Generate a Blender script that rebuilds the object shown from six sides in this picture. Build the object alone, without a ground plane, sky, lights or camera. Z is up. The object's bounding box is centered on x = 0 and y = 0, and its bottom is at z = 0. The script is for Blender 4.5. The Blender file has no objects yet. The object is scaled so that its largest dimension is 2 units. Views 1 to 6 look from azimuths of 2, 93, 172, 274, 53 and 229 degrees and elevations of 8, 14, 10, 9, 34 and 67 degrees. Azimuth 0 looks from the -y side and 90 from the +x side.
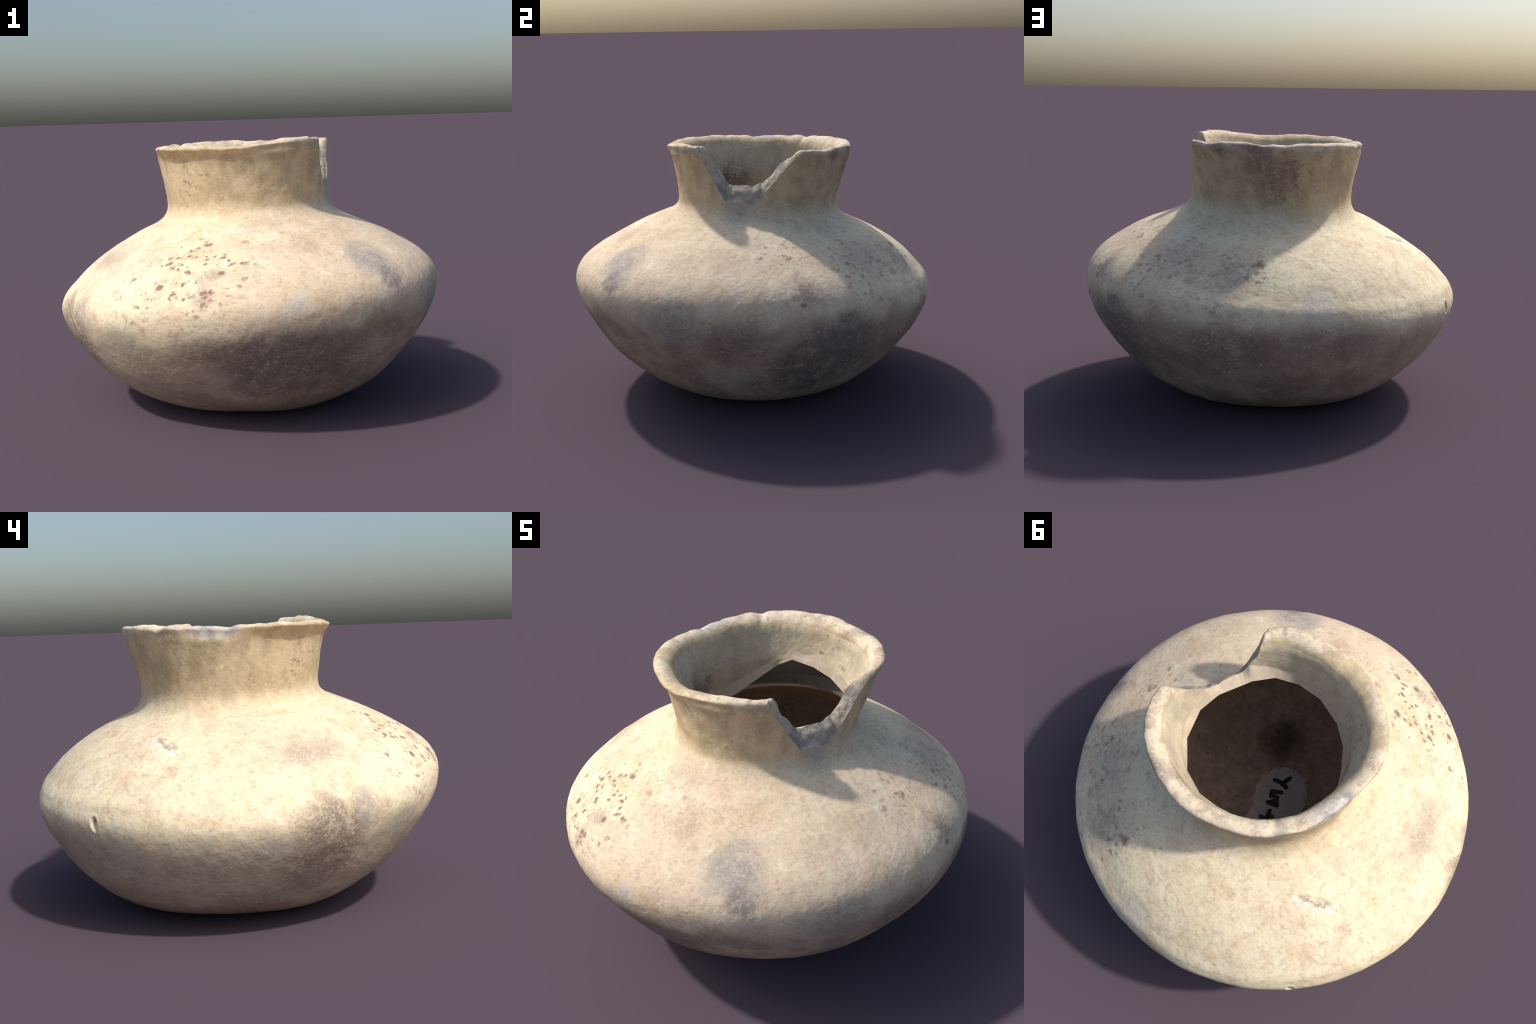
"""A hand-built clay jar with a wide, lopsided belly, a flaring neck broken on one side,
and a painted-on museum patch with an ink number on the floor inside."""
import bpy
import math
import numpy as np

# ------------------------------------------------------------------ sizes
COLUMNS = 720                       # divisions round the jar
AXIS = np.array([-0.035, 0.045])    # where the neck axis stands (the belly is centred on 0, 0)
SHELL = 0.006                       # the belly is a thin shell; the neck wall is stouter

# Profile of the wall from the mouth to the foot: (radius, height, (mean bulge along the normal,
# then cos/sin amounts of the 1st .. 6th harmonic round the jar: lean, ovality, dents)).
PROFILE = [
    (0.500, 1.380, (0.024, 0.034, 0.008, -0.016, 0.007, -0.009, 0.002, -0.005, 0.000, -0.003, 0.001, -0.001, 0.000)),
    (0.475, 1.300, (0.006, 0.037, 0.007, -0.013, 0.008, -0.008, 0.003, -0.004, 0.000, -0.002, 0.000, 0.000, 0.000)),
    (0.452, 1.200, (0.004, 0.045, 0.001, -0.009, 0.007, -0.006, 0.004, -0.002, -0.001, -0.001, 0.000, 0.000, 0.000)),
    (0.442, 1.120, (-0.002, 0.050, -0.006, -0.006, 0.003, -0.004, 0.003, 0.000, -0.001, -0.001, -0.001, 0.000, 0.000)),
    (0.438, 1.050, (-0.005, 0.045, -0.013, -0.002, -0.005, -0.001, 0.001, 0.002, 0.001, -0.001, 0.000, 0.000, 0.000)),
    (0.448, 1.000, (0.003, 0.011, -0.014, 0.006, -0.008, 0.001, -0.002, 0.003, 0.001, 0.000, 0.000, 0.000, 0.000)),
    (0.485, 0.967, (0.003, -0.013, -0.019, 0.006, -0.004, 0.002, -0.002, 0.003, 0.002, 0.001, 0.001, -0.001, 0.000)),
    (0.550, 0.935, (0.003, -0.017, -0.017, -0.005, 0.001, 0.000, -0.001, 0.001, 0.003, 0.002, 0.000, -0.001, 0.000)),
    (0.660, 0.880, (0.008, -0.012, -0.018, -0.005, 0.001, -0.001, -0.001, 0.000, 0.001, 0.001, 0.000, -0.001, -0.001)),
    (0.765, 0.825, (0.007, -0.003, -0.017, -0.004, -0.003, -0.001, -0.002, -0.001, -0.001, 0.000, 0.000, 0.000, -0.001)),
    (0.860, 0.765, (0.004, 0.008, -0.021, -0.004, -0.004, 0.001, 0.002, -0.001, 0.000, 0.000, 0.000, 0.000, -0.001)),
    (0.925, 0.710, (0.004, 0.022, -0.025, -0.003, -0.006, 0.000, 0.004, -0.001, -0.001, 0.001, -0.001, -0.001, -0.001)),
    (0.968, 0.655, (0.005, 0.027, -0.017, -0.002, -0.003, -0.002, 0.003, -0.001, -0.001, 0.003, -0.002, -0.001, -0.001)),
    (0.985, 0.600, (0.002, 0.010, 0.000, -0.002, 0.002, 0.000, 0.000, -0.001, -0.001, 0.003, -0.001, 0.000, 0.000)),
    (0.980, 0.530, (0.005, -0.006, 0.012, 0.005, 0.000, -0.002, 0.001, 0.000, 0.001, -0.001, -0.002, 0.000, 0.000)),
    (0.950, 0.435, (0.000, -0.009, 0.018, 0.006, -0.001, -0.003, 0.000, 0.001, 0.001, -0.001, 0.000, -0.001, 0.000)),
    (0.885, 0.330, (0.000, -0.013, 0.018, 0.006, -0.003, -0.003, 0.000, 0.000, 0.001, -0.001, 0.001, -0.001, -0.001)),
    (0.800, 0.235, (0.006, -0.012, 0.017, 0.003, -0.003, 0.000, 0.001, -0.001, 0.002, 0.000, 0.001, 0.000, -0.003)),
    (0.685, 0.140, (0.012, -0.007, 0.020, 0.007, -0.006, 0.003, -0.001, -0.001, 0.002, 0.002, -0.001, 0.000, -0.003)),
    (0.555, 0.065, (0.013, -0.001, 0.017, 0.001, -0.003, 0.001, 0.000, -0.003, 0.002, 0.002, 0.000, 0.001, -0.001)),
    (0.410, 0.022, (0.014, 0.001, 0.004, -0.001, 0.001, 0.002, -0.001, -0.003, 0.001, 0.001, 0.000, 0.001, 0.000)),
    (0.265, 0.000, (0.001, 0.000, -0.001, 0.000, 0.000, 0.001, 0.000, -0.002, 0.000, 0.001, 0.000, 0.001, 0.000)),
    (0.120, 0.000, (-0.006, 0.000, 0.000, 0.000, 0.000, 0.000, 0.000, 0.000, 0.000, 0.000, 0.000, 0.000, 0.000)),
    (0.000, 0.000, (-0.013, 0.000, 0.000, 0.000, 0.000, 0.000, 0.000, 0.000, 0.000, 0.000, 0.000, 0.000, 0.000)),
]
# How far each ring leans with the shoulder, which is higher on the broken side than at the back.
TILT = [0, 0.1, 0.35, 0.8, 1, 1, 1, 1, 1, 1, 0.9, 0.7, 0.4, 0.1] + [0] * 10
# The lip seen from above (radius from the neck axis every 7.5 degrees) and its height.
LIP_RADIUS = [0.486, 0.491, 0.503, 0.522, 0.546, 0.551, 0.561, 0.558, 0.547, 0.527, 0.518, 0.514,
              0.512, 0.493, 0.481, 0.476, 0.469, 0.468, 0.461, 0.444, 0.453, 0.454, 0.436, 0.426,
              0.425, 0.428, 0.438, 0.457, 0.479, 0.489, 0.495, 0.505, 0.507, 0.499, 0.504, 0.517,
              0.519, 0.514, 0.512, 0.514, 0.513, 0.520, 0.529, 0.523, 0.512, 0.501, 0.492, 0.487]
LIP_HEIGHT = [1.371, 1.367, 1.365, 1.364, 1.365, 1.362, 1.363, 1.366, 1.366, 1.362, 1.358, 1.352,
              1.354, 1.361, 1.360, 1.357, 1.355, 1.354, 1.352, 1.349, 1.353, 1.351, 1.352, 1.344,
              1.343, 1.341, 1.349, 1.353, 1.352, 1.355, 1.354, 1.355, 1.356, 1.356, 1.358, 1.356,
              1.358, 1.361, 1.370, 1.375, 1.379, 1.383, 1.386, 1.386, 1.384, 1.382, 1.379, 1.375]
# The break in the neck: angle and height of the fracture's edge on the outer and inner face.
BREAK_OUTER = [(-36.3, 1.46), (-36.0, 1.385), (-35.5, 1.335), (-32.6, 1.295), (-29.3, 1.25), (-26.3, 1.206),
               (-23.1, 1.147), (-18.3, 1.088), (-13.5, 1.061), (-4, 1.064), (4.5, 1.11), (9.35, 1.172),
               (13.4, 1.216), (19.4, 1.275), (21.4, 1.30), (24.7, 1.325), (28.2, 1.355), (29.4, 1.46)]
BREAK_INNER = [(-32.0, 1.46), (-31.6, 1.388), (-30.9, 1.345), (-30.2, 1.303), (-28.3, 1.263), (-23.9, 1.234),
               (-21.2, 1.195), (-19, 1.178), (-1.3, 1.176), (4.9, 1.191), (10.3, 1.218), (15.3, 1.278),
               (21.7, 1.318), (23, 1.342), (27.4, 1.366), (28.2, 1.46)]
# The straight-sided hole at the foot of the neck, where a modern fill has been cut back.
HOLE = [(-165, 0.298, 0.987), (-151.6, 0.308, 1.005), (-134, 0.307, 1.042), (-116, 0.322, 1.081),
        (-98, 0.336, 1.106), (-75, 0.361, 1.118), (-56.5, 0.378, 1.129), (-40, 0.384, 1.147),
        (-23.5, 0.368, 1.164), (1.7, 0.379, 1.155), (17, 0.397, 1.130), (37, 0.396, 1.100),
        (60, 0.381, 1.095), (80, 0.360, 1.118), (97, 0.338, 1.143), (117, 0.328, 1.158),
        (130, 0.320, 1.122), (144, 0.298, 1.073), (169, 0.289, 1.000)]   # corners: angle, radius, height


# ------------------------------------------------------------------ small maths helpers
def smoothstep(a, b, x):
    t = np.clip((x - a) / (b - a), 0, 1)
    return t * t * (3 - 2 * t)


def catmull(values, u):
    v = np.asarray(values, float).reshape(len(values), -1)
    i = np.clip(np.floor(u).astype(int), 0, len(v) - 2)
    f = (u - i)[:, None]
    at = lambda k: v[np.clip(k, 0, len(v) - 1)]
    a, b, c, d = at(i - 1), at(i), at(i + 1), at(i + 2)
    return 0.5 * (2 * b + (c - a) * f + (2 * a - 5 * b + 4 * c - d) * f ** 2 + (3 * b - a - 3 * c + d) * f ** 3)


def round_trip(values, theta, smooth=True):
    """Interpolate values given at even steps round the circle."""
    v = np.asarray(values, float)
    n = len(v)
    x = (theta % (2 * math.pi)) / (2 * math.pi) * n
    i = np.floor(x).astype(int)
    f = x - i
    at = lambda k: v[k % n]
    if not smooth:
        return at(i) * (1 - f) + at(i + 1) * f
    a, b, c, d = at(i - 1), at(i), at(i + 1), at(i + 2)
    return 0.5 * (2 * b + (c - a) * f + (2 * a - 5 * b + 4 * c - d) * f ** 2 + (3 * b - a - 3 * c + d) * f ** 3)


def lattice(i, j, k, seed):
    h = (i * 374761393 + j * 668265263 + k * 2147483647 + seed * 974711) & 0xFFFFFFFF
    h = ((h ^ (h >> 13)) * 1274126177) & 0xFFFFFFFF
    return ((h ^ (h >> 16)) & 0xFFFF) / 65535.0


def noise(p, scale, seed=0):
    """Smooth value noise in -1 .. 1 for an array of points."""
    q = np.asarray(p) * scale + 100.0
    c = np.floor(q).astype(np.int64)
    f = q - c
    f = f * f * (3 - 2 * f)
    out = 0
    for dx in (0, 1):
        for dy in (0, 1):
            for dz in (0, 1):
                w = ((f[..., 0] if dx else 1 - f[..., 0]) * (f[..., 1] if dy else 1 - f[..., 1])
                     * (f[..., 2] if dz else 1 - f[..., 2]))
                out = out + w * lattice(c[..., 0] + dx, c[..., 1] + dy, c[..., 2] + dz, seed)
    return out * 2 - 1


# ------------------------------------------------------------------ the wall as a surface of rings
theta = np.arange(COLUMNS) * 2 * math.pi / COLUMNS
degrees = (np.degrees(theta) + 180) % 360 - 180
ring = np.array([(r, z) for r, z, _ in PROFILE])
amounts = np.array([a for _, _, a in PROFILE])
harmonics = [np.ones(COLUMNS)]
for k in range(1, 7):
    harmonics += [np.cos(k * theta), np.sin(k * theta)]
harmonics = np.array(harmonics).T

STEPS = 16
u_rows = np.linspace(0, len(PROFILE) - 1, (len(PROFILE) - 1) * STEPS + 1)
base = catmull(ring, u_rows)
lean = catmull(np.where(ring[:, 1] > 0.96, 1, np.clip((ring[:, 1] - 0.6) / 0.36, 0, 1)), u_rows)
tilt = catmull(TILT, u_rows)
tangent = np.gradient(base, axis=0)
normal = np.stack([-tangent[:, 1], tangent[:, 0]], -1)
normal /= np.linalg.norm(normal, axis=1, keepdims=True)
if normal[len(normal) // 2, 0] < 0:
    normal = -normal
rates = catmull(amounts, u_rows)
kernel = np.exp(-0.5 * (np.arange(-30, 31) / 8.0) ** 2)
kernel /= kernel.sum()


def rubbed(v):
    """Values smoothed along the profile, as a wet hand would."""
    padded = np.concatenate([np.repeat(v[:1], 30, 0), v, np.repeat(v[-1:], 30, 0)])
    return sum(w * padded[k:k + len(v)] for k, w in enumerate(kernel))


rates[:, 1:] = rubbed(rates[:, 1:])
bulge = rates @ harmonics.T
wall_r = base[:, :1] + normal[:, :1] * bulge            # rows x columns, about the leaning axis
wall_z = base[:, 1:] + normal[:, 1:] * bulge + tilt * (0.055 * np.cos(theta) - 0.015 * np.sin(theta))
# the potter smoothed the joint of neck and shoulder with wet fingers
joint = np.exp(-((u_rows - 5.0) / 1.3) ** 4)[:, None]
wall_r = wall_r + joint * (rubbed(wall_r) - wall_r)
wall_z = wall_z + joint * (rubbed(wall_z) - wall_z)
wall_z = 0.004 * np.logaddexp(0, (wall_z - 0.003) / 0.004)       # settles flat on the ground


def place(r, z, leaning):
    """Points from radius, height and how far the axis has leaned over to the neck."""
    x = r * np.cos(theta) + leaning * AXIS[0]
    y = r * np.sin(theta) + leaning * AXIS[1]
    return np.stack([x, y, z + 0 * x], -1)


# ------------------------------------------------------------------ neck, lip and fracture, column by column
NECK_FOOT = int(4.5 * STEPS)         # row of the wall where the shoulder ends and the neck begins
even = lambda v: 0.25 * np.roll(v, 1) + 0.5 * np.array(v) + 0.25 * np.roll(v, -1)
lip_r = round_trip(even(even(LIP_RADIUS)), theta) + 0.014 * np.exp(-((degrees - 27) / 13) ** 2)
lip_z = round_trip(LIP_HEIGHT, theta)
wobble = np.stack([np.cos(theta), np.sin(theta), 0 * theta], -1)
lip_r = lip_r + 0.0015 * noise(wobble, 6, 1) + 0.0015 * noise(wobble, 15, 2)
lip_z = lip_z + 0.001 * noise(wobble, 8, 3) + 0.001 * noise(wobble, 20, 4)
# two small chips knocked out of the lip: a deep nick at the back, a shallow bite beside it
nick = np.exp(-((degrees - 143) / 3.2) ** 2)
bite = np.exp(-((degrees + 170) / 5.5) ** 2)
chips = smoothstep(0.35, 0.85, noise(wobble, 3.1, 41)) + 0.7 * smoothstep(0.45, 0.85, noise(wobble, 6.3, 44))
lip_z = lip_z - 0.009 * nick - 0.003 * bite
lip_r = lip_r - 0.004 * nick

ROUND = 0.020                        # half height of the rounded lip
jag = 0.006 * noise(wobble, 17, 5) + 0.0035 * noise(wobble, 40, 6)
cut_out = np.interp(degrees, *zip(*BREAK_OUTER), left=1.47, right=1.47) + jag
cut_in = np.interp(degrees, *zip(*BREAK_INNER), left=1.47, right=1.47) + 0.7 * np.roll(jag, 3)
def soften(v, n=5):
    w = np.hanning(n + 2)[1:-1]
    return np.convolve(np.r_[v[-(n // 2):], v, v[:n // 2]], w / w.sum(), mode="valid")


cut_out, cut_in = soften(np.minimum(cut_out, 1.47)), soften(np.minimum(cut_in, 1.47))
top_out = np.minimum(lip_z - ROUND, cut_out)
top_in = np.minimum(lip_z - 0.046, cut_in)
whole = smoothstep(-0.03, 0.01, 0.5 * (cut_in + cut_out) - lip_z + ROUND)
blur = np.hanning(11) / np.hanning(11).sum()
whole = np.convolve(np.r_[whole[-5:], whole, whole[:5]], blur, mode="valid")


# stout neck wall, thinner beside the break
wall = 0.056 + 0.020 * smoothstep(30, 62, np.abs(degrees))


def neck_radius(z):
    """Outer radius of the neck at height z (one per column), flared out to the lip."""
    out = np.empty(COLUMNS)
    for j in range(COLUMNS):
        zz, rr = wall_z[:NECK_FOOT + 40, j][::-1], wall_r[:NECK_FOOT + 40, j][::-1]
        out[j] = np.interp(z[j], zz, rr)
    return out


flare_gap = lip_r - neck_radius(lip_z - ROUND)


def outer_radius(z):
    return neck_radius(z) + flare_gap * smoothstep(-0.052, 0.004, z - (lip_z - ROUND))


def inner_radius(z):
    zz = np.maximum(z, 1.14)
    return neck_radius(zz) + 0.7 * flare_gap * smoothstep(-0.10, -0.02, z - (lip_z - ROUND)) - wall


rows = []                            # every row: points (columns x 3)
NECK_ROWS, LIP_ROWS, INNER_ROWS, FILL_ROWS, CAVITY_ROWS = 60, 18, 50, 10, 150
foot_r, foot_z = wall_r[NECK_FOOT], wall_z[NECK_FOOT]

# belly: foot pole upwards
for i in range(len(u_rows) - 1, NECK_FOOT - 1, -1):
    rows.append(place(wall_r[i], wall_z[i], lean[i]))
BODY_END = len(rows) - 1
# neck, outer face
for t in np.linspace(0, 1, NECK_ROWS + 1)[1:]:
    z = foot_z + (np.maximum(top_out, foot_z + 0.004) - foot_z) * t
    rows.append(place(outer_radius(z), z, 1.0))
NECK_END = len(rows) - 1
top_out = np.maximum(top_out, foot_z + 0.004)
# the lip rolls over: steep outside, a long slope inside; across the break it is a rough cut
r_o, r_i = outer_radius(top_out), inner_radius(top_in)
crest = np.maximum(lip_z + 0.010, np.maximum(top_out, top_in) + 0.006)
crest_z1 = whole * crest + (1 - whole) * (top_out + 0.35 * (top_in - top_out) + 0.007)
crest_z2 = whole * crest + (1 - whole) * (top_out + 0.65 * (top_in - top_out) + 0.007)
crest_r1 = whole * (r_o + 0.004) + (1 - whole) * (r_o + 0.35 * (r_i - r_o))
crest_r2 = whole * (r_i + 0.022) + (1 - whole) * (r_o + 0.65 * (r_i - r_o))
for t in np.linspace(0, 1, LIP_ROWS + 1)[1:]:
    b0, b1, b2, b3 = (1 - t) ** 3, 3 * t * (1 - t) ** 2, 3 * t * t * (1 - t), t ** 3
    p = place(b0 * r_o + b1 * crest_r1 + b2 * crest_r2 + b3 * r_i,
              b0 * top_out + b1 * crest_z1 + b2 * crest_z2 + b3 * top_in, 1.0)
    arch = math.sin(math.pi * t)
    crumble = (0.007 * noise(p, 15, 8) + 0.004 * noise(p, 34, 9)) * arch * (1 - whole)
    crumble = crumble + (0.0022 * noise(p, 16, 31) + 0.0012 * noise(p, 40, 32)) * arch * whole
    p[:, 2] += crumble - 0.007 * chips * arch * whole
    crumble = crumble - 0.004 * np.roll(chips, 9) * arch * whole
    p[:, :2] += (np.stack([np.cos(theta), np.sin(theta)], -1)) * crumble[:, None]
    rows.append(p)
LIP_END = len(rows) - 1
corners = np.array([((r + 0.009) * math.cos(math.radians(t)), (r + 0.009) * math.sin(math.radians(t)), z - 0.012)
                    for t, r, z in HOLE])
hole_r, hole_z = np.empty(COLUMNS), np.empty(COLUMNS)
for k in range(len(corners)):        # straight chords between the corners
    p, q = corners[k], corners[(k + 1) % len(corners)]
    start_angle = math.atan2(p[1], p[0])
    span = (math.atan2(q[1], q[0]) - start_angle) % (2 * math.pi)
    inside_span = ((theta - start_angle) % (2 * math.pi)) < span
    c, sn = np.cos(theta[inside_span]), np.sin(theta[inside_span])
    e = q - p
    m = (p[1] * c - p[0] * sn) / (e[0] * sn - e[1] * c)
    hole_r[inside_span] = np.hypot(p[0] + e[0] * m, p[1] + e[1] * m)
    hole_z[inside_span] = p[2] + e[2] * m
hole_z = np.minimum(hole_z, top_in - 0.010)
hole_r = np.minimum(hole_r, inner_radius(hole_z) - 0.002)
fill_z = np.minimum(hole_z + 0.055 + 0.022 * noise(wobble, 3, 21) + 0.008 * noise(wobble, 14, 22), top_in - 0.006)
for t in np.linspace(0, 1, INNER_ROWS + 1)[1:]:
    z = top_in + (fill_z - top_in) * t
    rows.append(place(inner_radius(z), z, 1.0))
INNER_END = len(rows) - 1
fill_r = inner_radius(fill_z)
for t in np.linspace(0, 1, FILL_ROWS + 1)[1:]:
    r = fill_r + (hole_r - fill_r) * t
    rows.append(place(r, fill_z + (hole_z - fill_z) * t, 1.0))
FILL_END = len(rows) - 1
# cavity: from the hole out under the shoulder, then parallel to the outer wall down to the floor
first = int(5.9 * STEPS)
cav_r = np.maximum(wall_r - normal[:, :1] * SHELL, 0)
cav_z = wall_z - normal[:, 1:] * SHELL
neck_z = np.minimum(np.minimum(hole_z - 0.03, foot_z + 0.06), top_out - 0.045)
corner_z = np.minimum(foot_z + 0.010, neck_z - 0.02)
path = [place(hole_r, hole_z, 1.0), place(neck_radius(neck_z) - 0.016, neck_z, 1.0),
        place(neck_radius(corner_z) - 0.016, corner_z, 1.0), place(neck_radius(corner_z) - 0.014, corner_z - 0.03, 1.0),
        place(cav_r[first], cav_z[first], lean[first])]
for p, q in zip(path, path[1:]):
    for t in np.linspace(0, 1, 9)[1:] if q is not path[-1] else np.linspace(0, 1, 9)[1:-1]:
        rows.append(p * (1 - t) + q * t)
for i in range(first, len(u_rows), 2):
    rows.append(place(cav_r[i], cav_z[i], lean[i]))
grid = np.array(rows)                # rows x columns x 3

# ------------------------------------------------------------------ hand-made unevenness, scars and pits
d_row = np.gradient(grid, axis=0)
d_col = np.roll(grid, -1, 1) - np.roll(grid, 1, 1)
out = np.cross(d_col, d_row)
out /= np.linalg.norm(out, axis=-1, keepdims=True) + 1e-9
probe = len(u_rows) // 3
if (out[probe, :, :2] * grid[probe, :, :2]).sum() < 0:
    out = -out
swell = 0.0022 * noise(grid, 7, 11) + 0.0012 * noise(grid, 19, 12) + 0.0006 * noise(grid, 48, 13)
fade = np.ones(len(grid))
fade[:6 * STEPS] = np.linspace(0.15, 1, 6 * STEPS)
fade[FILL_END - 4:FILL_END + 6] = 0
fade[FILL_END + 6:] *= -1            # the inside of the thin shell follows the outside
grid = grid + out * (swell * fade[:, None])[..., None]


def dent(centre, along, length, width, depth, lip=0.0):
    """Push in an elongated scar (length along the given direction), with a slight raised edge."""
    global grid
    d = grid - np.array(centre)
    a = np.array(along, float)
    a /= np.linalg.norm(a)
    s = d @ a
    q = np.sqrt(np.maximum((d ** 2).sum(-1) - s ** 2, 0))
    e = np.sqrt((s / length) ** 2 + (q / width) ** 2)
    amount = -depth * (1 - smoothstep(0.35, 1.0, e)) + lip * np.exp(-((e - 1.15) / 0.22) ** 2)
    side = np.where(np.arange(len(grid)) <= NECK_END, 1.0, np.where(np.arange(len(grid)) > FILL_END + 30, -1.0, 0.0))
    amount = amount * side[:, None]         # the shell is thin: its inside follows the dent
    grid = grid + out * amount[..., None]


dent((-0.827, 0.558, 0.537), (0, 0.15, 1), 0.038, 0.020, 0.020, 0.003)      # deep pit on the belly
SCRAPE = [(-0.565, 0.318, 0.866), (-0.61, 0.295, 0.850), (-0.655, 0.265, 0.832), (-0.70, 0.225, 0.812)]
for spot in SCRAPE:                                                        # scratchy scrape on the shoulder
    dent(spot, (-0.62, -0.55, -0.30), 0.045, 0.014, 0.004, 0.001)
dent((-0.635, 0.245, 0.848), (-0.62, -0.50, -0.25), 0.050, 0.016, 0.006, 0.001)

grid[0] = grid[0].mean(0)            # close the foot
grid[-1] = grid[-1].mean(0)          # close the floor
grid[..., 2] -= grid[:BODY_END, :, 2].min()

# ------------------------------------------------------------------ meshes cut from the one smooth surface
count_rows = len(grid)
points = grid.reshape(-1, 3)
d_row = np.gradient(grid, axis=0)
d_col = np.roll(grid, -1, 1) - np.roll(grid, 1, 1)


def cross_normals(block):
    a = np.gradient(block, axis=0)
    b = np.roll(block, -1, 1) - np.roll(block, 1, 1)
    n = np.cross(b, a)
    n /= np.linalg.norm(n, axis=-1, keepdims=True) + 1e-12
    return n


whole_normals = cross_normals(grid)
if (whole_normals[probe, :, :2] * grid[probe, :, :2]).sum() < 0:
    whole_normals = -whole_normals
    FLIP = True
else:
    FLIP = False
whole_normals[0] = (0, 0, -1)
whole_normals[-1] = (0, 0, 1)
# the cut at the hole is a real, sharp edge: normals on each side come from that side only
sign = -1 if FLIP else 1
fill_normals = whole_normals.copy()
fill_normals[:FILL_END + 1] = sign * cross_normals(grid[:FILL_END + 1])
fill_normals[0] = (0, 0, -1)
cavity_normals = whole_normals.copy()
cavity_normals[FILL_END:] = sign * cross_normals(grid[FILL_END:])
cavity_normals[-1] = (0, 0, 1)


def empty(name):
    o = bpy.data.objects.new(name, None)
    bpy.context.scene.collection.objects.link(o)
    return o


jar = empty("clay_jar")
jar["label"] = "wide cream clay jar with broken neck and sooty belly"
jar["category"] = "clay jar"


def strip(name, spans, normals, material, parent=jar, columns=None):
    """One mesh object from one or more ranges of rows of the jar's surface."""
    verts, faces, vertex_normals = [], [], []
    for a, b in spans:
        start = len(verts)
        pole_low, pole_high = a == 0, b == count_rows - 1
        lo = a + 1 if pole_low else a
        hi = b - 1 if pole_high else b
        for i in range(lo, hi + 1):
            verts.extend(grid[i].tolist())
            vertex_normals.extend(normals[i].tolist())
        for i in range(hi - lo):
            for j in (range(COLUMNS) if columns is None else np.nonzero(columns)[0].tolist()):
                k = (j + 1) % COLUMNS
                f = (start + i * COLUMNS + j, start + i * COLUMNS + k,
                     start + (i + 1) * COLUMNS + k, start + (i + 1) * COLUMNS + j)
                faces.append(f)
        if pole_low:
            verts.append(grid[0, 0].tolist())
            vertex_normals.append((0, 0, -1))
            c = len(verts) - 1
            faces += [(c, start + (j + 1) % COLUMNS, start + j) for j in range(COLUMNS)]
        if pole_high:
            verts.append(grid[-1, 0].tolist())
            vertex_normals.append((0, 0, 1))
            c = len(verts) - 1
            last = start + (hi - lo) * COLUMNS
            faces += [(last + j, last + (j + 1) % COLUMNS, c) for j in range(COLUMNS)]
    if columns is not None:          # drop the vertices that only the other columns use
        used = sorted({v for f in faces for v in f})
        renumber = {v: n for n, v in enumerate(used)}
        verts = [verts[v] for v in used]
        vertex_normals = [vertex_normals[v] for v in used]
        faces = [tuple(renumber[v] for v in f) for f in faces]
    mesh = bpy.data.meshes.new(name)
    mesh.from_pydata(verts, [], faces)
    mesh.polygons.foreach_set("use_smooth", [True] * len(mesh.polygons))
    mesh.update()
    # face winding must agree with the surface normals
    k = len(mesh.polygons) // 2
    p = mesh.polygons[k]
    if sum(p.normal[c] * vertex_normals[p.vertices[0]][c] for c in range(3)) < 0:
        mesh.flip_normals()
    mesh.normals_split_custom_set_from_vertices(vertex_normals)
    mesh.materials.append(material)
    o = bpy.data.objects.new(name, mesh)
    bpy.context.scene.collection.objects.link(o)
    o.parent = parent
    return o


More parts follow.
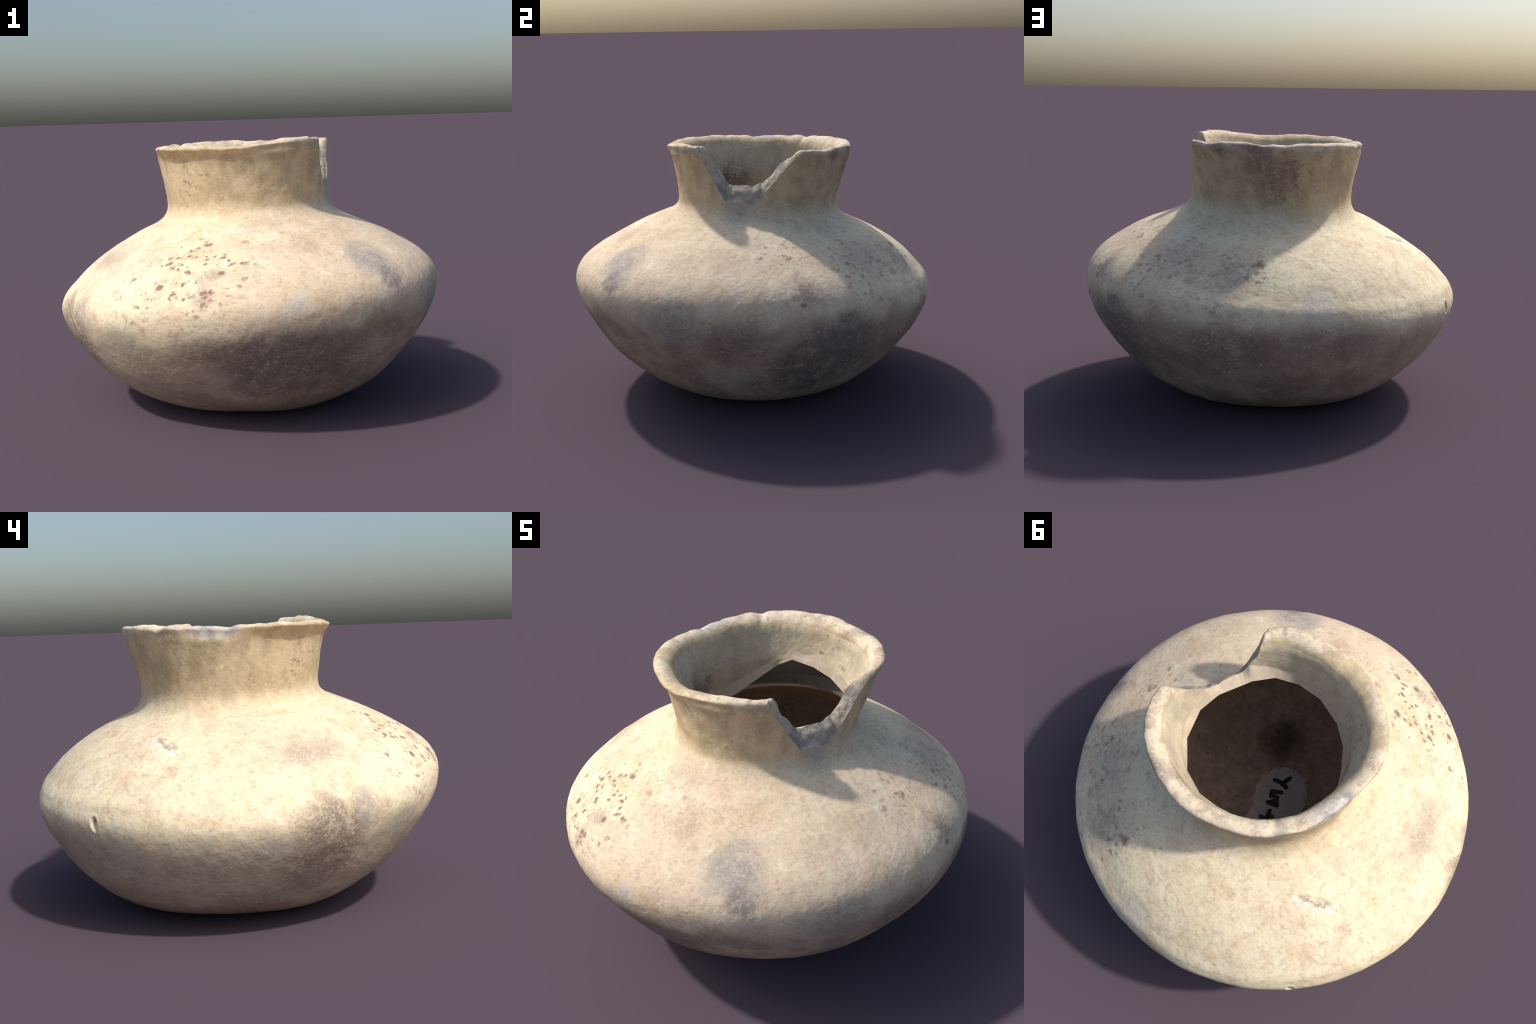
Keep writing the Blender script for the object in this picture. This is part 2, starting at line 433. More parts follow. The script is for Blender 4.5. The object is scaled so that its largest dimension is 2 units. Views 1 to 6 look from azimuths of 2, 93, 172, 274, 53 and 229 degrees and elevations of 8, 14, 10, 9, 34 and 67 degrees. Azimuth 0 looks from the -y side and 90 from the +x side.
# ------------------------------------------------------------------ materials (all on Object coordinates)
class Shader:
    """A little helper to wire procedural node trees."""

    def __init__(self, name, roughness=0.85):
        self.material = bpy.data.materials.new(name)
        self.material.use_nodes = True
        self.tree = self.material.node_tree
        self.bsdf = self.tree.nodes["Principled BSDF"]
        self.bsdf.inputs["Roughness"].default_value = roughness
        self.bsdf.inputs["Specular IOR Level"].default_value = 0.25
        self.coord = self.tree.nodes.new("ShaderNodeTexCoord").outputs["Object"]

    def node(self, kind, **settings):
        n = self.tree.nodes.new(kind)
        for k, v in settings.items():
            setattr(n, k, v)
        return n

    def put(self, socket, value):
        if hasattr(value, "is_output"):
            self.tree.links.new(value, socket)
        elif isinstance(value, (tuple, list)) and len(value) == 3 and socket.type == "RGBA":
            socket.default_value = (*value, 1)
        else:
            socket.default_value = value

    def math(self, op, a, b=0.0, clamp=False):
        n = self.node("ShaderNodeMath", operation=op, use_clamp=clamp)
        self.put(n.inputs[0], a)
        self.put(n.inputs[1], b)
        return n.outputs[0]

    def vector(self, op, a, b):
        n = self.node("ShaderNodeVectorMath", operation=op)
        self.put(n.inputs[0], a)
        if op == "SCALE":
            self.put(n.inputs["Scale"], b)
        else:
            self.put(n.inputs[1], b)
        return n.outputs["Value"] if op in ("LENGTH", "DISTANCE", "DOT_PRODUCT") else n.outputs["Vector"]

    def noise(self, scale, detail=4.0, rough=0.55, stretch=(1, 1, 1), shift=(0, 0, 0), output="Fac", warp=0.0):
        m = self.node("ShaderNodeMapping")
        self.put(m.inputs["Vector"], self.coord)
        m.inputs["Scale"].default_value = stretch
        m.inputs["Location"].default_value = shift
        n = self.node("ShaderNodeTexNoise")
        self.put(n.inputs["Vector"], m.outputs["Vector"])
        n.inputs["Scale"].default_value = scale
        n.inputs["Detail"].default_value = detail
        n.inputs["Roughness"].default_value = rough
        n.inputs["Distortion"].default_value = warp
        return n.outputs[output]

    def band(self, value, lo, hi, a=0.0, b=1.0):
        """Smooth ramp: a below lo, b above hi."""
        n = self.node("ShaderNodeMapRange", interpolation_type="SMOOTHSTEP")
        self.put(n.inputs["Value"], value)
        for k, v in (("From Min", lo), ("From Max", hi), ("To Min", a), ("To Max", b)):
            n.inputs[k].default_value = v
        return n.outputs["Result"]

    def mix(self, fac, a, b, kind="MIX"):
        n = self.node("ShaderNodeMix", data_type="RGBA", blend_type=kind)
        self.put(n.inputs[0], fac)
        self.put(n.inputs[6], a)
        self.put(n.inputs[7], b)
        return n.outputs[2]

    def height(self):
        n = self.node("ShaderNodeSeparateXYZ")
        self.put(n.inputs[0], self.coord)
        return n.outputs["Z"]

    def warped(self, amount, scale):
        """Object coordinates pushed about by noise, for ragged edges of stains."""
        c = self.vector("SUBTRACT", self.noise(scale, 5, 0.65, output="Color"), (0.5, 0.5, 0.5))
        return self.vector("ADD", self.coord, self.vector("SCALE", c, amount))

    def stain(self, where, centre, radius, soft=0.5, squash=(1, 1, 1)):
        """1 at the centre of a stain, 0 outside its (ragged) edge."""
        d = self.vector("SUBTRACT", where, centre)
        if squash != (1, 1, 1):
            d = self.vector("MULTIPLY", d, squash)
        return self.band(self.vector("LENGTH", d, (0, 0, 0)), radius * (1 - soft), radius, 1.0, 0.0)

    def specks(self, scale, size, share, stretch=(1, 1, 1), soft=0.6, shift=(0, 0, 0), warp=0.012):
        """Scattered flecks: a share of the Voronoi cells carry one, of uneven size."""
        m = self.node("ShaderNodeMapping")
        self.put(m.inputs["Vector"], self.warped(warp, scale * 1.6))
        m.inputs["Scale"].default_value = stretch
        m.inputs["Location"].default_value = shift
        v = self.node("ShaderNodeTexVoronoi")
        self.put(v.inputs["Vector"], m.outputs["Vector"])
        v.inputs["Scale"].default_value = scale
        split = self.node("ShaderNodeSeparateColor")
        self.put(split.inputs[0], v.outputs["Color"])
        chosen = self.math("LESS_THAN", split.outputs[0], share)
        big = self.math("MULTIPLY_ADD", split.outputs[1], size * 0.8)
        self.tree.nodes[-1].inputs[2].default_value = size * 0.35
        edge = self.math("SUBTRACT", 1.0, self.math("DIVIDE", v.outputs["Distance"], big))
        return self.math("MULTIPLY", chosen, self.band(edge, 0.0, soft))

    def bump(self, height, strength, distance, under=None):
        n = self.node("ShaderNodeBump")
        n.inputs["Strength"].default_value = strength
        n.inputs["Distance"].default_value = distance
        self.put(n.inputs["Height"], height)
        if under is not None:
            self.put(n.inputs["Normal"], under)
        return n.outputs["Normal"]

    def finish(self, colour, normal=None):
        self.put(self.bsdf.inputs["Base Color"], colour)
        if normal is not None:
            self.put(self.bsdf.inputs["Normal"], normal)
        return self.material


def make_clay(name, stains, throat=False):
    s = Shader(name, 0.8)
    z = s.height()
    cloud = s.noise(3.2, 5, 0.6)
    mottle = s.noise(11, 6, 0.65, shift=(3, 1, 7))
    grain = s.noise(46, 4, 0.6, stretch=(1, 1, 1.7))
    fine = s.noise(130, 3, 0.6)
    sand = s.noise(78, 4, 0.7, stretch=(1, 1, 1.4), shift=(3, 8, 5))
    ragged = s.warped(0.16, 7)
    loose = s.warped(0.26, 3.5)

    # slip: warm cream over pinkish clay, rosier on the side towards the break
    east = s.math("ADD", s.vector("DOT_PRODUCT", s.coord, (0.85, -0.35, 0.0)), s.math("MULTIPLY", cloud, 0.6))
    colour = s.mix(s.band(cloud, 0.38, 0.66), CREAM, BUFF)
    colour = s.mix(s.band(east, 0.05, 0.95, 0.0, 0.9), colour, ROSY)
    patchy = s.noise(8, 8, 0.68, shift=(9, 2, 4), warp=0.15)
    colour = s.mix(s.band(patchy, 0.50, 0.64, 0.0, 0.55), colour, PINK)
    colour = s.mix(s.band(patchy, 0.34, 0.46, 0.6, 0.0), colour, PALE_SLIP)
    colour = s.mix(s.band(s.noise(5, 7, 0.65, shift=(1, 6, 6)), 0.52, 0.66, 0.0, 0.50), colour, OCHRE)
    blotch = s.noise(21, 8, 0.72, shift=(6, 1, 2), warp=0.12)
    colour = s.mix(s.band(blotch, 0.52, 0.66, 0.0, 0.42), colour, PINK_BROWN)
    colour = s.mix(s.band(s.noise(30, 8, 0.75, shift=(2, 9, 5)), 0.55, 0.68, 0.0, 0.38), colour, GREY_CREAM)

    # neck: yellower, darker, with streaks drawn up by the potter's hands
    rise = s.math("ADD", z, s.math("MULTIPLY", s.vector("DOT_PRODUCT", s.coord, (1.0, -0.25, 0.0)), -0.06))
    on_neck = s.band(rise, 0.93, 1.10)
    streak = s.noise(9, 5, 0.6, stretch=(1.4, 1.4, 0.8), shift=(1, 8, 2))
    neck = s.mix(s.band(streak, 0.36, 0.66), NECK_LIGHT, NECK_DARK)
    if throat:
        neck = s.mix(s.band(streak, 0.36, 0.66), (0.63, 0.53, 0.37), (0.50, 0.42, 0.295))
    colour = s.mix(on_neck, colour, neck)

    # worn lip: paler, with pinkish and dark scuffs
    lip = s.math("ADD", z, s.vector("DOT_PRODUCT", s.coord, (-0.02, 0.035, 0.0)))
    lip = s.math("ADD", lip, s.math("MULTIPLY", s.math("SUBTRACT", s.noise(16, 4, 0.6), 0.5), 0.05))
    worn = s.mix(s.band(s.noise(18, 6, 0.7, shift=(2, 2, 6)), 0.50, 0.62), (0.74, 0.63, 0.47), (0.55, 0.42, 0.32))
    worn = s.mix(s.band(s.noise(24, 6, 0.7, shift=(6, 2, 1)), 0.58, 0.66, 0.0, 0.7), worn, (0.34, 0.29, 0.25))
    colour = s.mix(s.band(lip, 1.335, 1.352, 0.0, 0.85), colour, worn)

    # belly below the shoulder: colour darkened below the sun's shadow line, with grit showing
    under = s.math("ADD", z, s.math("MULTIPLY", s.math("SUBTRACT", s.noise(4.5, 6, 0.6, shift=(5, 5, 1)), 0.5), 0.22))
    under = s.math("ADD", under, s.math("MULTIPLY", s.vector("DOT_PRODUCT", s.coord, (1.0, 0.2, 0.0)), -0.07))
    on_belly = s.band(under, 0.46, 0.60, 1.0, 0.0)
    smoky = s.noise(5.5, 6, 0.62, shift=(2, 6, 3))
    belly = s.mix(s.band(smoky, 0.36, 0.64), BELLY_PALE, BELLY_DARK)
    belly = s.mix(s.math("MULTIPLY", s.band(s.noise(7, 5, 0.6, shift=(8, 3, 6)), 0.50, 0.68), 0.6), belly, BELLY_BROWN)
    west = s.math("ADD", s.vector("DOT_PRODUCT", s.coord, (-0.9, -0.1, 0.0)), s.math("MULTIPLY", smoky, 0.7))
    belly = s.mix(s.band(west, 0.50, 1.15, 0.0, 0.8), belly, s.mix(s.band(mottle, 0.4, 0.62), (0.60, 0.51, 0.37), (0.47, 0.39, 0.29)))  # west side tinted paler for light bounced off the ground
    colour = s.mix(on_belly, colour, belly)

    patch_grain = s.math("MULTIPLY", s.band(s.noise(15, 8, 0.72, shift=(5, 1, 8), warp=0.15), 0.36, 0.54, 0.45, 1.0), s.band(sand, 0.66, 0.48, 0.50, 1.0))
    # stains, smoke clouds, worn places and a painted lip shadow, each where it stands
    for centre, radius, tint, strength, soft, squash in stains:
        m = s.stain(loose if radius > 0.17 else ragged, centre, radius, soft, squash)
        m = s.math("MULTIPLY", m, s.math("MULTIPLY", patch_grain, strength))
        colour = s.mix(m, colour, tint)

    # dark burnt-out flecks, crowded in a few fields
    flecks = s.specks(23, 0.60, 0.66, stretch=(1, 1, 1.5), soft=0.75, warp=0.05)
    small = s.specks(34, 0.46, 0.25, shift=(4, 4, 2), warp=0.03)
    big = s.specks(13, 0.46, 0.42, stretch=(1, 1, 1.7), shift=(7, 3, 3), soft=0.75, warp=0.07)
    flecks = s.math("MAXIMUM", flecks, big)
    clump = s.band(s.noise(12, 3, 0.6, shift=(3, 3, 3)), 0.38, 0.50, 0.25, 1.0)
    field = 0.0
    for centre, radius, strength in FLECK_FIELDS:
        f = s.math("MULTIPLY", s.stain(ragged, centre, radius, 0.6), strength)
        field = f if field == 0.0 else s.math("MAXIMUM", field, f)
    field = s.math("MULTIPLY", field, clump)
    colour = s.mix(s.math("MULTIPLY", flecks, field), colour, FLECK)
    colour = s.mix(s.math("MULTIPLY", small, s.math("ADD", s.math("MULTIPLY", field, 0.7), 0.12, clamp=True)), colour, FLECK)

    # grey clay bared where the rim is chipped
    for centre, radius, squash, strength in CHIPPED:
        m = s.math("MULTIPLY", s.stain(s.warped(0.05, 14), centre, radius, 0.4, squash), strength)
        colour = s.mix(m, colour, s.mix(s.band(s.noise(22, 5, 0.6), 0.4, 0.62), BREAK_GREY, BREAK_BLUE))

    # grain, sand and pale grit, coarser in some patches than in others
    sandy = s.math("ADD", s.band(s.noise(5, 4, 0.6, shift=(7, 7, 3)), 0.40, 0.62, 0.25, 0.85), s.math("MULTIPLY", on_belly, 0.25), clamp=True)
    colour = s.mix(s.band(grain, 0.30, 0.52, 0.40, 0.0), colour, s.mix(0.55, colour, (0.20, 0.155, 0.12)))
    colour = s.mix(s.math("MULTIPLY", s.band(sand, 0.34, 0.50, 0.42, 0.0), sandy), colour, s.mix(0.60, colour, (0.19, 0.145, 0.115)))
    colour = s.mix(s.math("MULTIPLY", s.band(sand, 0.52, 0.68, 0.0, 0.45), sandy), colour, s.mix(0.55, colour, (0.86, 0.77, 0.61)))
    grit = s.noise(52, 5, 0.7, shift=(1, 3, 9))
    colour = s.mix(s.math("MULTIPLY", s.band(grit, 0.61, 0.70, 0.0, 0.5), sandy), colour, GRIT)
    dots = s.specks(36, 0.40, 0.16, shift=(1, 3, 9), soft=0.9, warp=0.02)
    colour = s.mix(s.math("MULTIPLY", dots, 0.5), colour, GRIT)

    normal = s.bump(grain, 0.25, 0.006)
    normal = s.bump(fine, 0.18, 0.003, normal)
    normal = s.bump(s.noise(14, 4, 0.6, shift=(9, 9, 9)), 0.22, 0.02, normal)
    return s.finish(colour, normal)


def make_fill():
    s = Shader("plaster_fill", 0.8)
    v = s.node("ShaderNodeTexVoronoi")
    s.put(v.inputs["Vector"], s.coord)
    v.inputs["Scale"].default_value = 7.0
    split = s.node("ShaderNodeSeparateColor")
    s.put(split.inputs[0], v.outputs["Color"])
    c = s.mix(split.outputs[0], (0.66, 0.53, 0.35), (0.50, 0.41, 0.32))
    c = s.mix(s.band(s.noise(16, 6, 0.65), 0.40, 0.66, 0.0, 0.5), c, (0.47, 0.39, 0.29))
    c = s.mix(s.band(s.noise(60, 3, 0.6), 0.45, 0.7, 0.0, 0.4), c, (0.70, 0.60, 0.45))
    return s.finish(c, s.bump(s.noise(40, 4), 0.15, 0.004))


def make_inside():
    s = Shader("brown_inside", 0.9)
    mottle = s.noise(9, 6, 0.65)
    c = s.mix(s.band(mottle, 0.38, 0.62), INSIDE_DARK, INSIDE_BROWN)
    c = s.mix(s.band(s.noise(28, 8, 0.75, shift=(1, 5, 2)), 0.42, 0.60, 0.35, 0.0), c, (0.16, 0.125, 0.105))
    c = s.mix(s.band(s.noise(34, 8, 0.75, shift=(8, 5, 2)), 0.52, 0.68, 0.0, 0.35), c, (0.64, 0.51, 0.36))
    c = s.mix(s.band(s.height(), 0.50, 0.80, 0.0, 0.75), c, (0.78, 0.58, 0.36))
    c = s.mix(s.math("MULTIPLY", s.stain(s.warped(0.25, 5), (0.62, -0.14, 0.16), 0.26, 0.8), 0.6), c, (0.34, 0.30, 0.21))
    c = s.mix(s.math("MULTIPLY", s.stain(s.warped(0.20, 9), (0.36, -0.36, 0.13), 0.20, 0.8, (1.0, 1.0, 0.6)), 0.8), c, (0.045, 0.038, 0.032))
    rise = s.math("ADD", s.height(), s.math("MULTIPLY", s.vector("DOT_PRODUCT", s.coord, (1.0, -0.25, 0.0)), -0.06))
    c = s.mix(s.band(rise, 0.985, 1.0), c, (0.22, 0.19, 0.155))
    c = s.mix(s.math("MULTIPLY", s.specks(30, 0.32, 0.2), 0.6), c, (0.05, 0.04, 0.035))
    c = s.mix(s.math("MULTIPLY", s.specks(44, 0.3, 0.2, shift=(5, 2, 1)), 0.4), c, (0.42, 0.34, 0.22))
    return s.finish(c, s.bump(s.noise(50, 5), 0.3, 0.006))


def make_plain(name, a, b, scale):
    s = Shader(name, 0.85)
    return s.finish(s.mix(s.band(s.noise(scale, 5, 0.6), 0.4, 0.65), a, b))


CREAM, BUFF, PINK, GREY_CREAM = (0.87, 0.755, 0.515), (0.80, 0.66, 0.45), (0.68, 0.50, 0.35), (0.44, 0.375, 0.30)
ROSY, PINK_BROWN, PALE_SLIP = (0.76, 0.60, 0.425), (0.47, 0.335, 0.225), (0.90, 0.81, 0.60)
NECK_LIGHT, NECK_DARK = (0.67, 0.53, 0.325), (0.49, 0.375, 0.23)
BELLY_PALE, BELLY_DARK, BELLY_BROWN = (0.54, 0.425, 0.305), (0.34, 0.255, 0.195), (0.43, 0.295, 0.195)  # toned dark and warm to match the underside's shade
OCHRE = (0.70, 0.52, 0.30)
FLECK, GRIT = (0.29, 0.19, 0.13), (0.84, 0.77, 0.62)
SOOT, SOOT_BLUE, SOOT_BROWN, LILAC = (0.165, 0.13, 0.115), (0.18, 0.15, 0.135), (0.225, 0.155, 0.12), (0.43, 0.375, 0.325)
GREENISH, GREY_BLUE, PALE_GREY = (0.49, 0.45, 0.33), (0.33, 0.295, 0.265), (0.66, 0.60, 0.52)
BREAK_GREY, BREAK_BLUE = (0.60, 0.55, 0.48), (0.38, 0.355, 0.33)
INSIDE_DARK, INSIDE_BROWN = (0.44, 0.36, 0.30), (0.60, 0.49, 0.38)

BARE, NECK_STAIN = (0.88, 0.84, 0.74), (0.36, 0.285, 0.19)

STAINS = [   # centre, radius, colour, strength, softness, squash
    ((-0.70, -0.36, 0.80), 0.27, (0.46, 0.36, 0.285), 0.9, 0.85, (1, 1, 2.0)),
    ((-0.86, -0.45, 0.49), 0.27, SOOT_BROWN, 0.85, 0.65, (1, 1, 1.3)),
    ((-0.80, -0.38, 0.32), 0.26, SOOT_BROWN, 0.65, 0.8, (1, 1, 1.2)),
    ((-0.60, -0.10, 0.12), 0.30, SOOT_BROWN, 0.5, 0.8, (1, 1, 1.2)),
    ((-0.95, -0.18, 0.45), 0.20, GREY_BLUE, 0.5, 0.8, (1, 1, 1.4)),
    ((-0.78, -0.60, 0.57), 0.12, LILAC, 0.8, 0.7, (1, 1, 1)),
    ((-0.56, -0.75, 0.46), 0.15, GREENISH, 0.7, 0.7, (1, 1, 1)),
    ((0.60, -0.62, 0.84), 0.165, LILAC, 1.0, 0.7, (1, 1, 1)),
    ((0.68, -0.63, 0.77), 0.12, LILAC, 1.0, 0.7, (1, 1, 1)),
    ((0.70, -0.66, 0.745), 0.08, (0.33, 0.27, 0.235), 1.0, 0.6, (1, 1, 1)),
    ((0.27, -0.96, 0.67), 0.08, PALE_GREY, 0.8, 0.7, (1, 1, 1)),
    ((0.20, -0.87, 0.36), 0.42, SOOT, 0.85, 0.6, (1, 1, 1.5)),
    ((0.50, -0.75, 0.30), 0.30, SOOT_BROWN, 0.6, 0.7, (1, 1, 1.3)),
    ((-0.15, -0.92, 0.42), 0.28, SOOT_BROWN, 0.6, 0.8, (1, 1, 1.8)),
    ((0.93, -0.34, 0.58), 0.26, GREY_BLUE, 0.75, 0.7, (1, 1, 1.8)),
    ((0.90, 0.00, 0.52), 0.26, SOOT_BROWN, 0.75, 0.7, (1, 1, 1.6)),
    ((0.82, 0.36, 0.35), 0.33, SOOT_BLUE, 1.0, 0.5, (1, 1, 1.2)),
    ((0.82, 0.56, 0.50), 0.24, SOOT_BLUE, 0.85, 0.6, (1, 1, 1.5)),
    ((0.83, -0.10, 0.28), 0.17, GREENISH, 0.75, 0.7, (1, 1, 1)),
    ((0.64, 0.66, 0.36), 0.24, SOOT_BLUE, 0.7, 0.7, (1, 1, 1)),
    ((0.28, 0.80, 0.79), 0.26, GREY_BLUE, 0.75, 0.8, (1, 1, 1.4)),
    ((0.55, 0.62, 0.80), 0.24, GREY_BLUE, 0.6, 0.9, (1, 1, 1.2)),
    ((0.33, 0.92, 0.44), 0.34, SOOT_BROWN, 0.65, 0.7, (1, 1, 1.6)),
    ((-0.10, 0.95, 0.44), 0.34, SOOT_BROWN, 0.55, 0.7, (1, 1, 1.6)),
    ((-0.09, 0.95, 0.66), 0.14, PALE_GREY, 0.6, 0.8, (1, 1, 1)),
    ((0.04, 0.52, 1.20), 0.18, (0.24, 0.16, 0.115), 0.85, 0.85, (1, 1, 0.9)),
    ((0.13, 0.50, 1.28), 0.13, (0.24, 0.16, 0.115), 0.75, 0.85, (1, 1, 1)),
    ((-0.08, -0.43, 1.29), 0.05, FLECK, 0.6, 0.8, (1, 1, 1)),
    ((-0.33, -0.31, 1.31), 0.10, NECK_DARK, 0.8, 0.5, (1, 1, 2.2)),  # shadow cast by the overhanging lip, painted onto the neck
    ((0.61, -0.76, 0.56), 0.14, (0.36, 0.27, 0.17), 0.7, 0.7, (1, 1, 1.5)),
    ((-0.60, 0.28, 0.861), 0.035, GREY_BLUE, 0.8, 0.7, (1, 1, 1)),
    ((-0.64, 0.245, 0.846), 0.040, GREY_BLUE, 0.9, 0.6, (1, 1, 1)),
    ((-0.68, 0.220, 0.828), 0.030, GREY_BLUE, 0.7, 0.7, (1, 1, 1)),
    ((-0.575, 0.325, 0.858), 0.028, BARE, 0.9, 0.6, (1, 1, 1)),
    ((-0.61, 0.305, 0.848), 0.026, BARE, 0.9, 0.6, (1, 1, 1)),
    ((-0.66, 0.272, 0.828), 0.028, BARE, 0.9, 0.6, (1, 1, 1)),
    ((-0.71, 0.225, 0.808), 0.026, BARE, 0.8, 0.6, (1, 1, 1)),
    ((0.44, -0.04, 1.045), 0.10, BREAK_BLUE, 0.8, 0.8, (1, 1, 1)),
    ((0.62, 0.10, 0.93), 0.20, (0.52, 0.48, 0.38), 0.5, 0.9, (1, 1, 1.2)),
    ((0.88, 0.32, 0.74), 0.10, SOOT_BROWN, 0.6, 0.8, (1, 1, 1)),
    ((-0.14, -0.87, 0.80), 0.10, (0.40, 0.31, 0.25), 0.9, 0.8, (1, 1, 1)),
    ((-0.16, -0.92, 0.70), 0.08, (0.40, 0.31, 0.25), 0.9, 0.8, (1, 1, 1)),
    ((0.30, -0.65, 0.90), 0.11, PINK_BROWN, 0.7, 0.8, (1, 1, 1)),
    ((0.57, -0.68, 0.81), 0.09, LILAC, 0.7, 0.6, (1, 1, 1)),
    ((0.76, -0.08, 0.87), 0.14, PINK_BROWN, 0.4, 0.9, (1, 1, 1)),
    ((0.10, -0.50, 0.97), 0.16, GREY_CREAM, 0.5, 0.9, (1, 1, 1.6)),
    ((-0.41, 0.33, 1.09), 0.13, NECK_STAIN, 0.75, 0.8, (1, 1, 0.7)),
    ((-0.47, 0.10, 1.22), 0.08, NECK_STAIN, 0.5, 0.8, (1, 1, 0.8)),
    ((-0.43, 0.31, 1.32), 0.06, GREY_BLUE, 0.85, 0.6, (1, 1, 1)),
    ((0.17, 0.58, 1.345), 0.13, SOOT, 0.75, 0.7, (1, 1, 2.4)),
    ((0.36, 0.50, 1.345), 0.09, SOOT, 0.7, 0.7, (1, 1, 2.4)),
]
FLECK_FIELDS = [((-0.20, -0.80, 0.80), 0.36, 1.25), ((-0.45, -0.78, 0.70), 0.22, 0.9), ((0.10, -0.62, 0.90), 0.20, 0.4),
                ((0.70, 0.16, 0.88), 0.16, 0.8), ((0.60, 0.60, 0.80), 0.30, 0.75), ((0.90, 0.32, 0.73), 0.10, 0.9),
                ((-0.25, -0.33, 1.19), 0.15, 0.7), ((-0.30, -0.30, 1.12), 0.10, 0.5), ((0.40, 0.85, 0.68), 0.25, 0.5), ((0.24, 0.80, 0.79), 0.24, 0.9), ((0.02, 0.48, 1.20), 0.20, 0.9)]
CHIPPED = [((-0.49, 0.05, 1.335), 0.11, (1, 0.7, 1.7), 0.9),
            ((-0.42, 0.34, 1.33), 0.05, (1, 1, 0.8), 0.7)]

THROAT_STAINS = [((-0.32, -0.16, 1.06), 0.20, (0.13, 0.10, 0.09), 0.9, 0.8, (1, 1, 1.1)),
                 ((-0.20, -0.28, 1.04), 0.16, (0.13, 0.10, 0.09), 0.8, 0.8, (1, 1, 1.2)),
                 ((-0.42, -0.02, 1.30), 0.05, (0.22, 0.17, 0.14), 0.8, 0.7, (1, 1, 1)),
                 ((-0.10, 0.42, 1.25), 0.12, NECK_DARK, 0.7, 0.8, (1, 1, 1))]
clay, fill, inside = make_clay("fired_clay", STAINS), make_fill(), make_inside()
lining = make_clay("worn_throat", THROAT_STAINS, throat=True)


def make_fracture():
    s = Shader("broken_clay", 0.9)
    c = s.mix(s.band(s.noise(20, 6, 0.65), 0.40, 0.60), (0.62, 0.53, 0.41), (0.37, 0.325, 0.27))
    c = s.mix(s.band(s.noise(9, 4, 0.6, shift=(2, 7, 1)), 0.52, 0.66, 0.0, 0.6), c, (0.50, 0.42, 0.33))
    c = s.mix(s.math("MULTIPLY", s.specks(34, 0.5, 0.35, warp=0.03), 0.7), c, (0.70, 0.64, 0.54))
    normal = s.bump(s.noise(34, 6, 0.7), 0.8, 0.020)
    return s.finish(c, normal)


fracture = make_fracture()
whitewash = make_plain("whitewash", (0.70, 0.68, 0.66), (0.60, 0.58, 0.58), 14)
ink = make_plain("black_ink", (0.05, 0.045, 0.04), (0.08, 0.07, 0.065), 30)


# ------------------------------------------------------------------ build the parts
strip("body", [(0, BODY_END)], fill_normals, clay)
neck = strip("neck", [(BODY_END, NECK_END)], fill_normals, clay)
broken = whole < 0.5
strip("rim", [(NECK_END, LIP_END)], fill_normals, clay, columns=~broken)
strip("broken_edge", [(NECK_END, LIP_END)], fill_normals, fracture, columns=broken)
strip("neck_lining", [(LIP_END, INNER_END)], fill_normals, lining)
strip("fill_ring", [(INNER_END, FILL_END)], fill_normals, fill)
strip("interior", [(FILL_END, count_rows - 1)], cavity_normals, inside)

# ------------------------------------------------------------------ painted number patch on the floor inside
floor_rows = grid[-70:]


def floor_height(x, y):
    """Height of the floor of the cavity under a point (nearest column of the grid)."""
    j = int(round(math.atan2(y, x) / (2 * math.pi) * COLUMNS)) % COLUMNS
    column = floor_rows[::-1, j]
    r = np.hypot(column[:, 0], column[:, 1])
    return float(np.interp(math.hypot(x, y), r, column[:, 2]))


LABEL_SHIFT = np.array((0.014, -0.012))


def floor_slab(name, outlines, lift, material, parent):
    """Thin flat pieces lying on the curved floor; each outline is a closed loop of (x, y)."""
    verts, faces = [], []
    for loop in outlines:
        loop = np.array(loop)
        middle = loop.mean(0)
        levels = np.linspace(0.0, 1.0, 7)
        n = len(loop)
        first_vertex = len(verts)
        loop = loop + LABEL_SHIFT
        middle = middle + LABEL_SHIFT
        for m in levels[1:]:
            for p in middle + (loop - middle) * m:
                verts.append((p[0], p[1], floor_height(*p) + lift))
        c = len(verts)
        verts.append((middle[0], middle[1], floor_height(*middle) + lift))
        for i in range(n):
            faces.append((c, first_vertex + i, first_vertex + (i + 1) % n))
        for k in range(len(levels) - 2):
            for i in range(n):
                a, b = first_vertex + k * n + i, first_vertex + k * n + (i + 1) % n
                faces.append((a, a + n, b + n, b))
        edge = first_vertex + (len(levels) - 2) * n
        skirt = len(verts)
        for p in loop:
            verts.append((p[0], p[1], floor_height(*p) - 0.002))
        for i in range(n):
            j = (i + 1) % n
            faces.append((edge + i, skirt + i, skirt + j, edge + j))
    mesh = bpy.data.meshes.new(name)
    mesh.from_pydata(verts, [], faces)
    mesh.update()
    mesh.materials.append(material)
    o = bpy.data.objects.new(name, mesh)
    bpy.context.scene.collection.objects.link(o)
    o.parent = parent
    return o


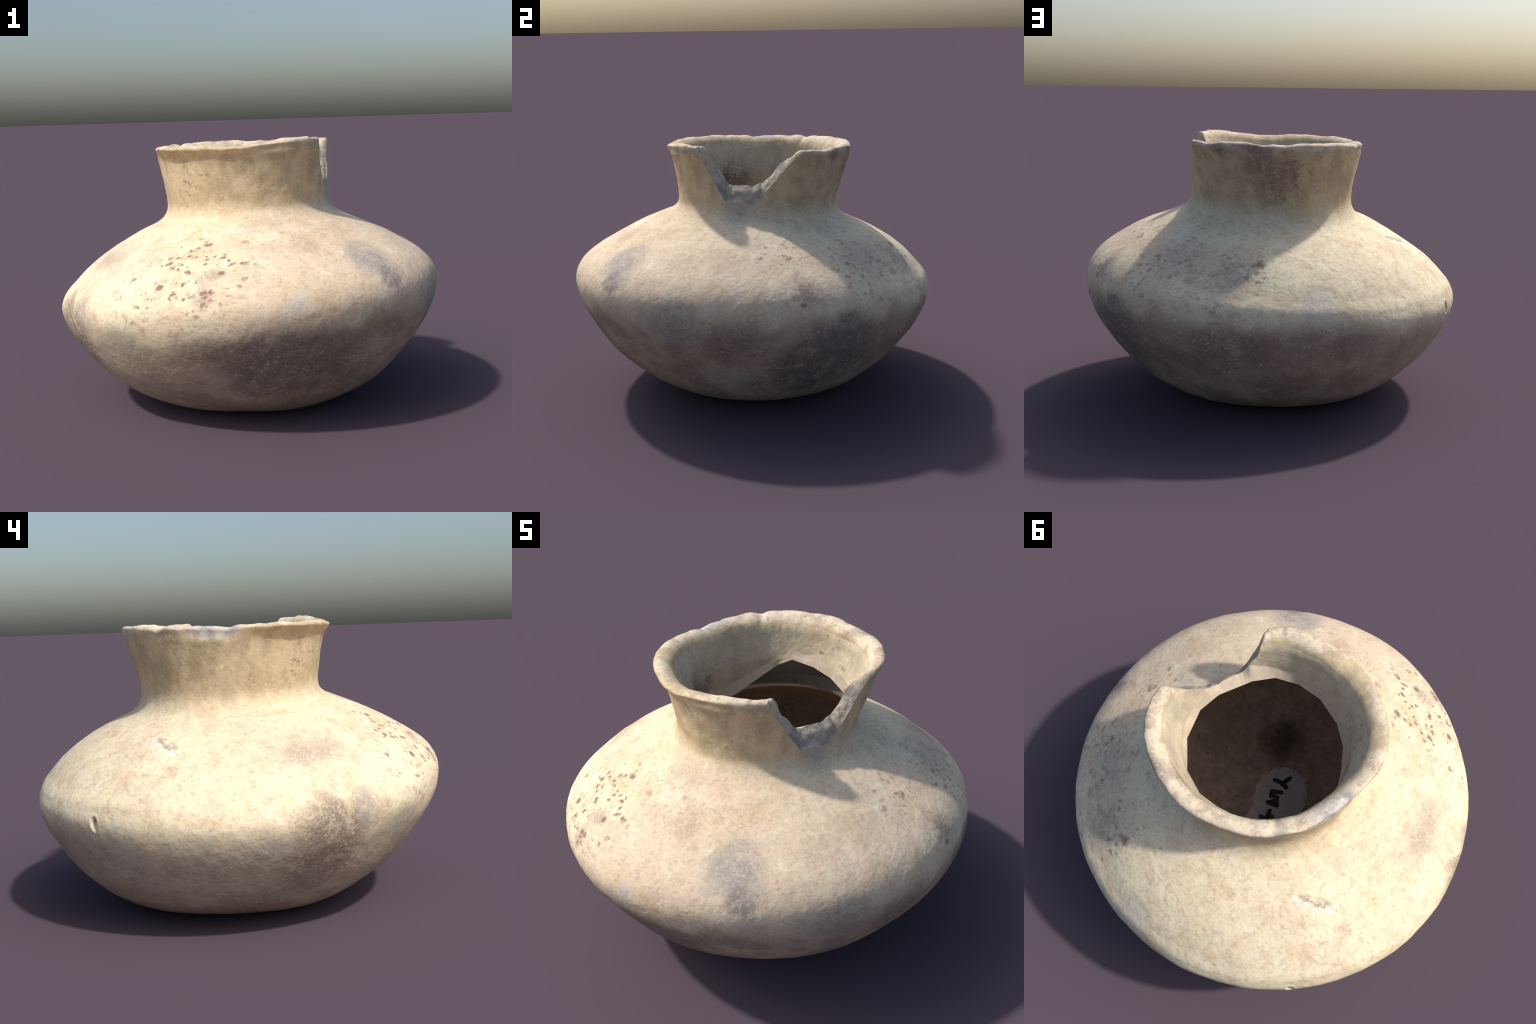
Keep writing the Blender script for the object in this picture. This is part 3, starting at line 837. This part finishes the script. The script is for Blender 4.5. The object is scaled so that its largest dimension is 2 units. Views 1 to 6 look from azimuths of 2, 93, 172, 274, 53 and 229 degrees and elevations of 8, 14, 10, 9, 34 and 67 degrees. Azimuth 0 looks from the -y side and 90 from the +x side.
ALONG, ACROSS = np.array((-0.59, 0.807)), np.array((0.807, 0.59))
patch_outline = []
for a in np.linspace(0, 2 * math.pi, 160, endpoint=False):
    c, s_ = math.cos(a), math.sin(a)
    length = 0.345 * math.copysign(abs(c) ** 0.55, c) + 0.0
    width = (0.142 + 0.012 * math.cos(3 * a)) * math.copysign(abs(s_) ** 0.8, s_)
    p = length * ALONG + (width + 0.005) * ACROSS
    ragged = 0.010 * math.sin(23 * a + 1.0) * math.sin(7 * a) + 0.006 * math.sin(41 * a)
    patch_outline.append(p * (1 + ragged / max(np.hypot(*p), 0.05)))
number_patch = floor_slab("number_patch", [patch_outline], 0.004, whitewash, jar)


def stroke(a, b, w=0.013):
    """Outline of one pen stroke with round ends."""
    a, b = np.array(a), np.array(b)
    d = math.atan2(b[1] - a[1], b[0] - a[0])
    arc = np.linspace(-math.pi / 2, math.pi / 2, 9)
    loop = [b + w * np.array((math.cos(d + t), math.sin(d + t))) for t in arc]
    loop += [a + w * np.array((math.cos(d + math.pi + t), math.sin(d + math.pi + t))) for t in arc]
    return loop


INK = [
    [((0.199, -0.171), (0.165, -0.187)), ((0.165, -0.187), (0.122, -0.192)), ((0.155, -0.190), (0.154, -0.244))],
    [((0.155, -0.113), (0.115, -0.150)), ((0.150, -0.108), (0.135, -0.092)), ((0.138, -0.098), (0.105, -0.112)),
     ((0.105, -0.112), (0.090, -0.092)), ((0.116, -0.052), (0.068, -0.080)), ((0.098, -0.100), (0.070, -0.082)),
     ((0.100, -0.085), (0.110, -0.060))],
    [((0.068, -0.029), (0.050, 0.004)), ((0.050, 0.004), (0.038, 0.025)), ((0.073, 0.032), (0.038, 0.022)),
     ((0.052, -0.001), (0.034, -0.016))],
]
for strokes in INK:
    base_lift = 0.0055
    letter = None
    pieces = [stroke(a, b) for a, b in strokes]
    letter = floor_slab("ink_letter", pieces[:1], base_lift, ink, number_patch)
    # the strokes of one letter overlap: each lies a hair above the last
    bm_verts, bm_faces = [v.co[:] for v in letter.data.vertices], [p.vertices[:] for p in letter.data.polygons]
    for n, piece in enumerate(pieces[1:], 1):
        extra = floor_slab("stroke", [piece], base_lift + 0.0004 * n, ink, number_patch)
        shift = len(bm_verts)
        bm_verts += [v.co[:] for v in extra.data.vertices]
        bm_faces += [tuple(v + shift for v in p.vertices) for p in extra.data.polygons]
        old = extra.data
        bpy.data.objects.remove(extra)
        bpy.data.meshes.remove(old)
    letter.data.clear_geometry()
    letter.data.from_pydata(bm_verts, [], bm_faces)
    letter.data.update()
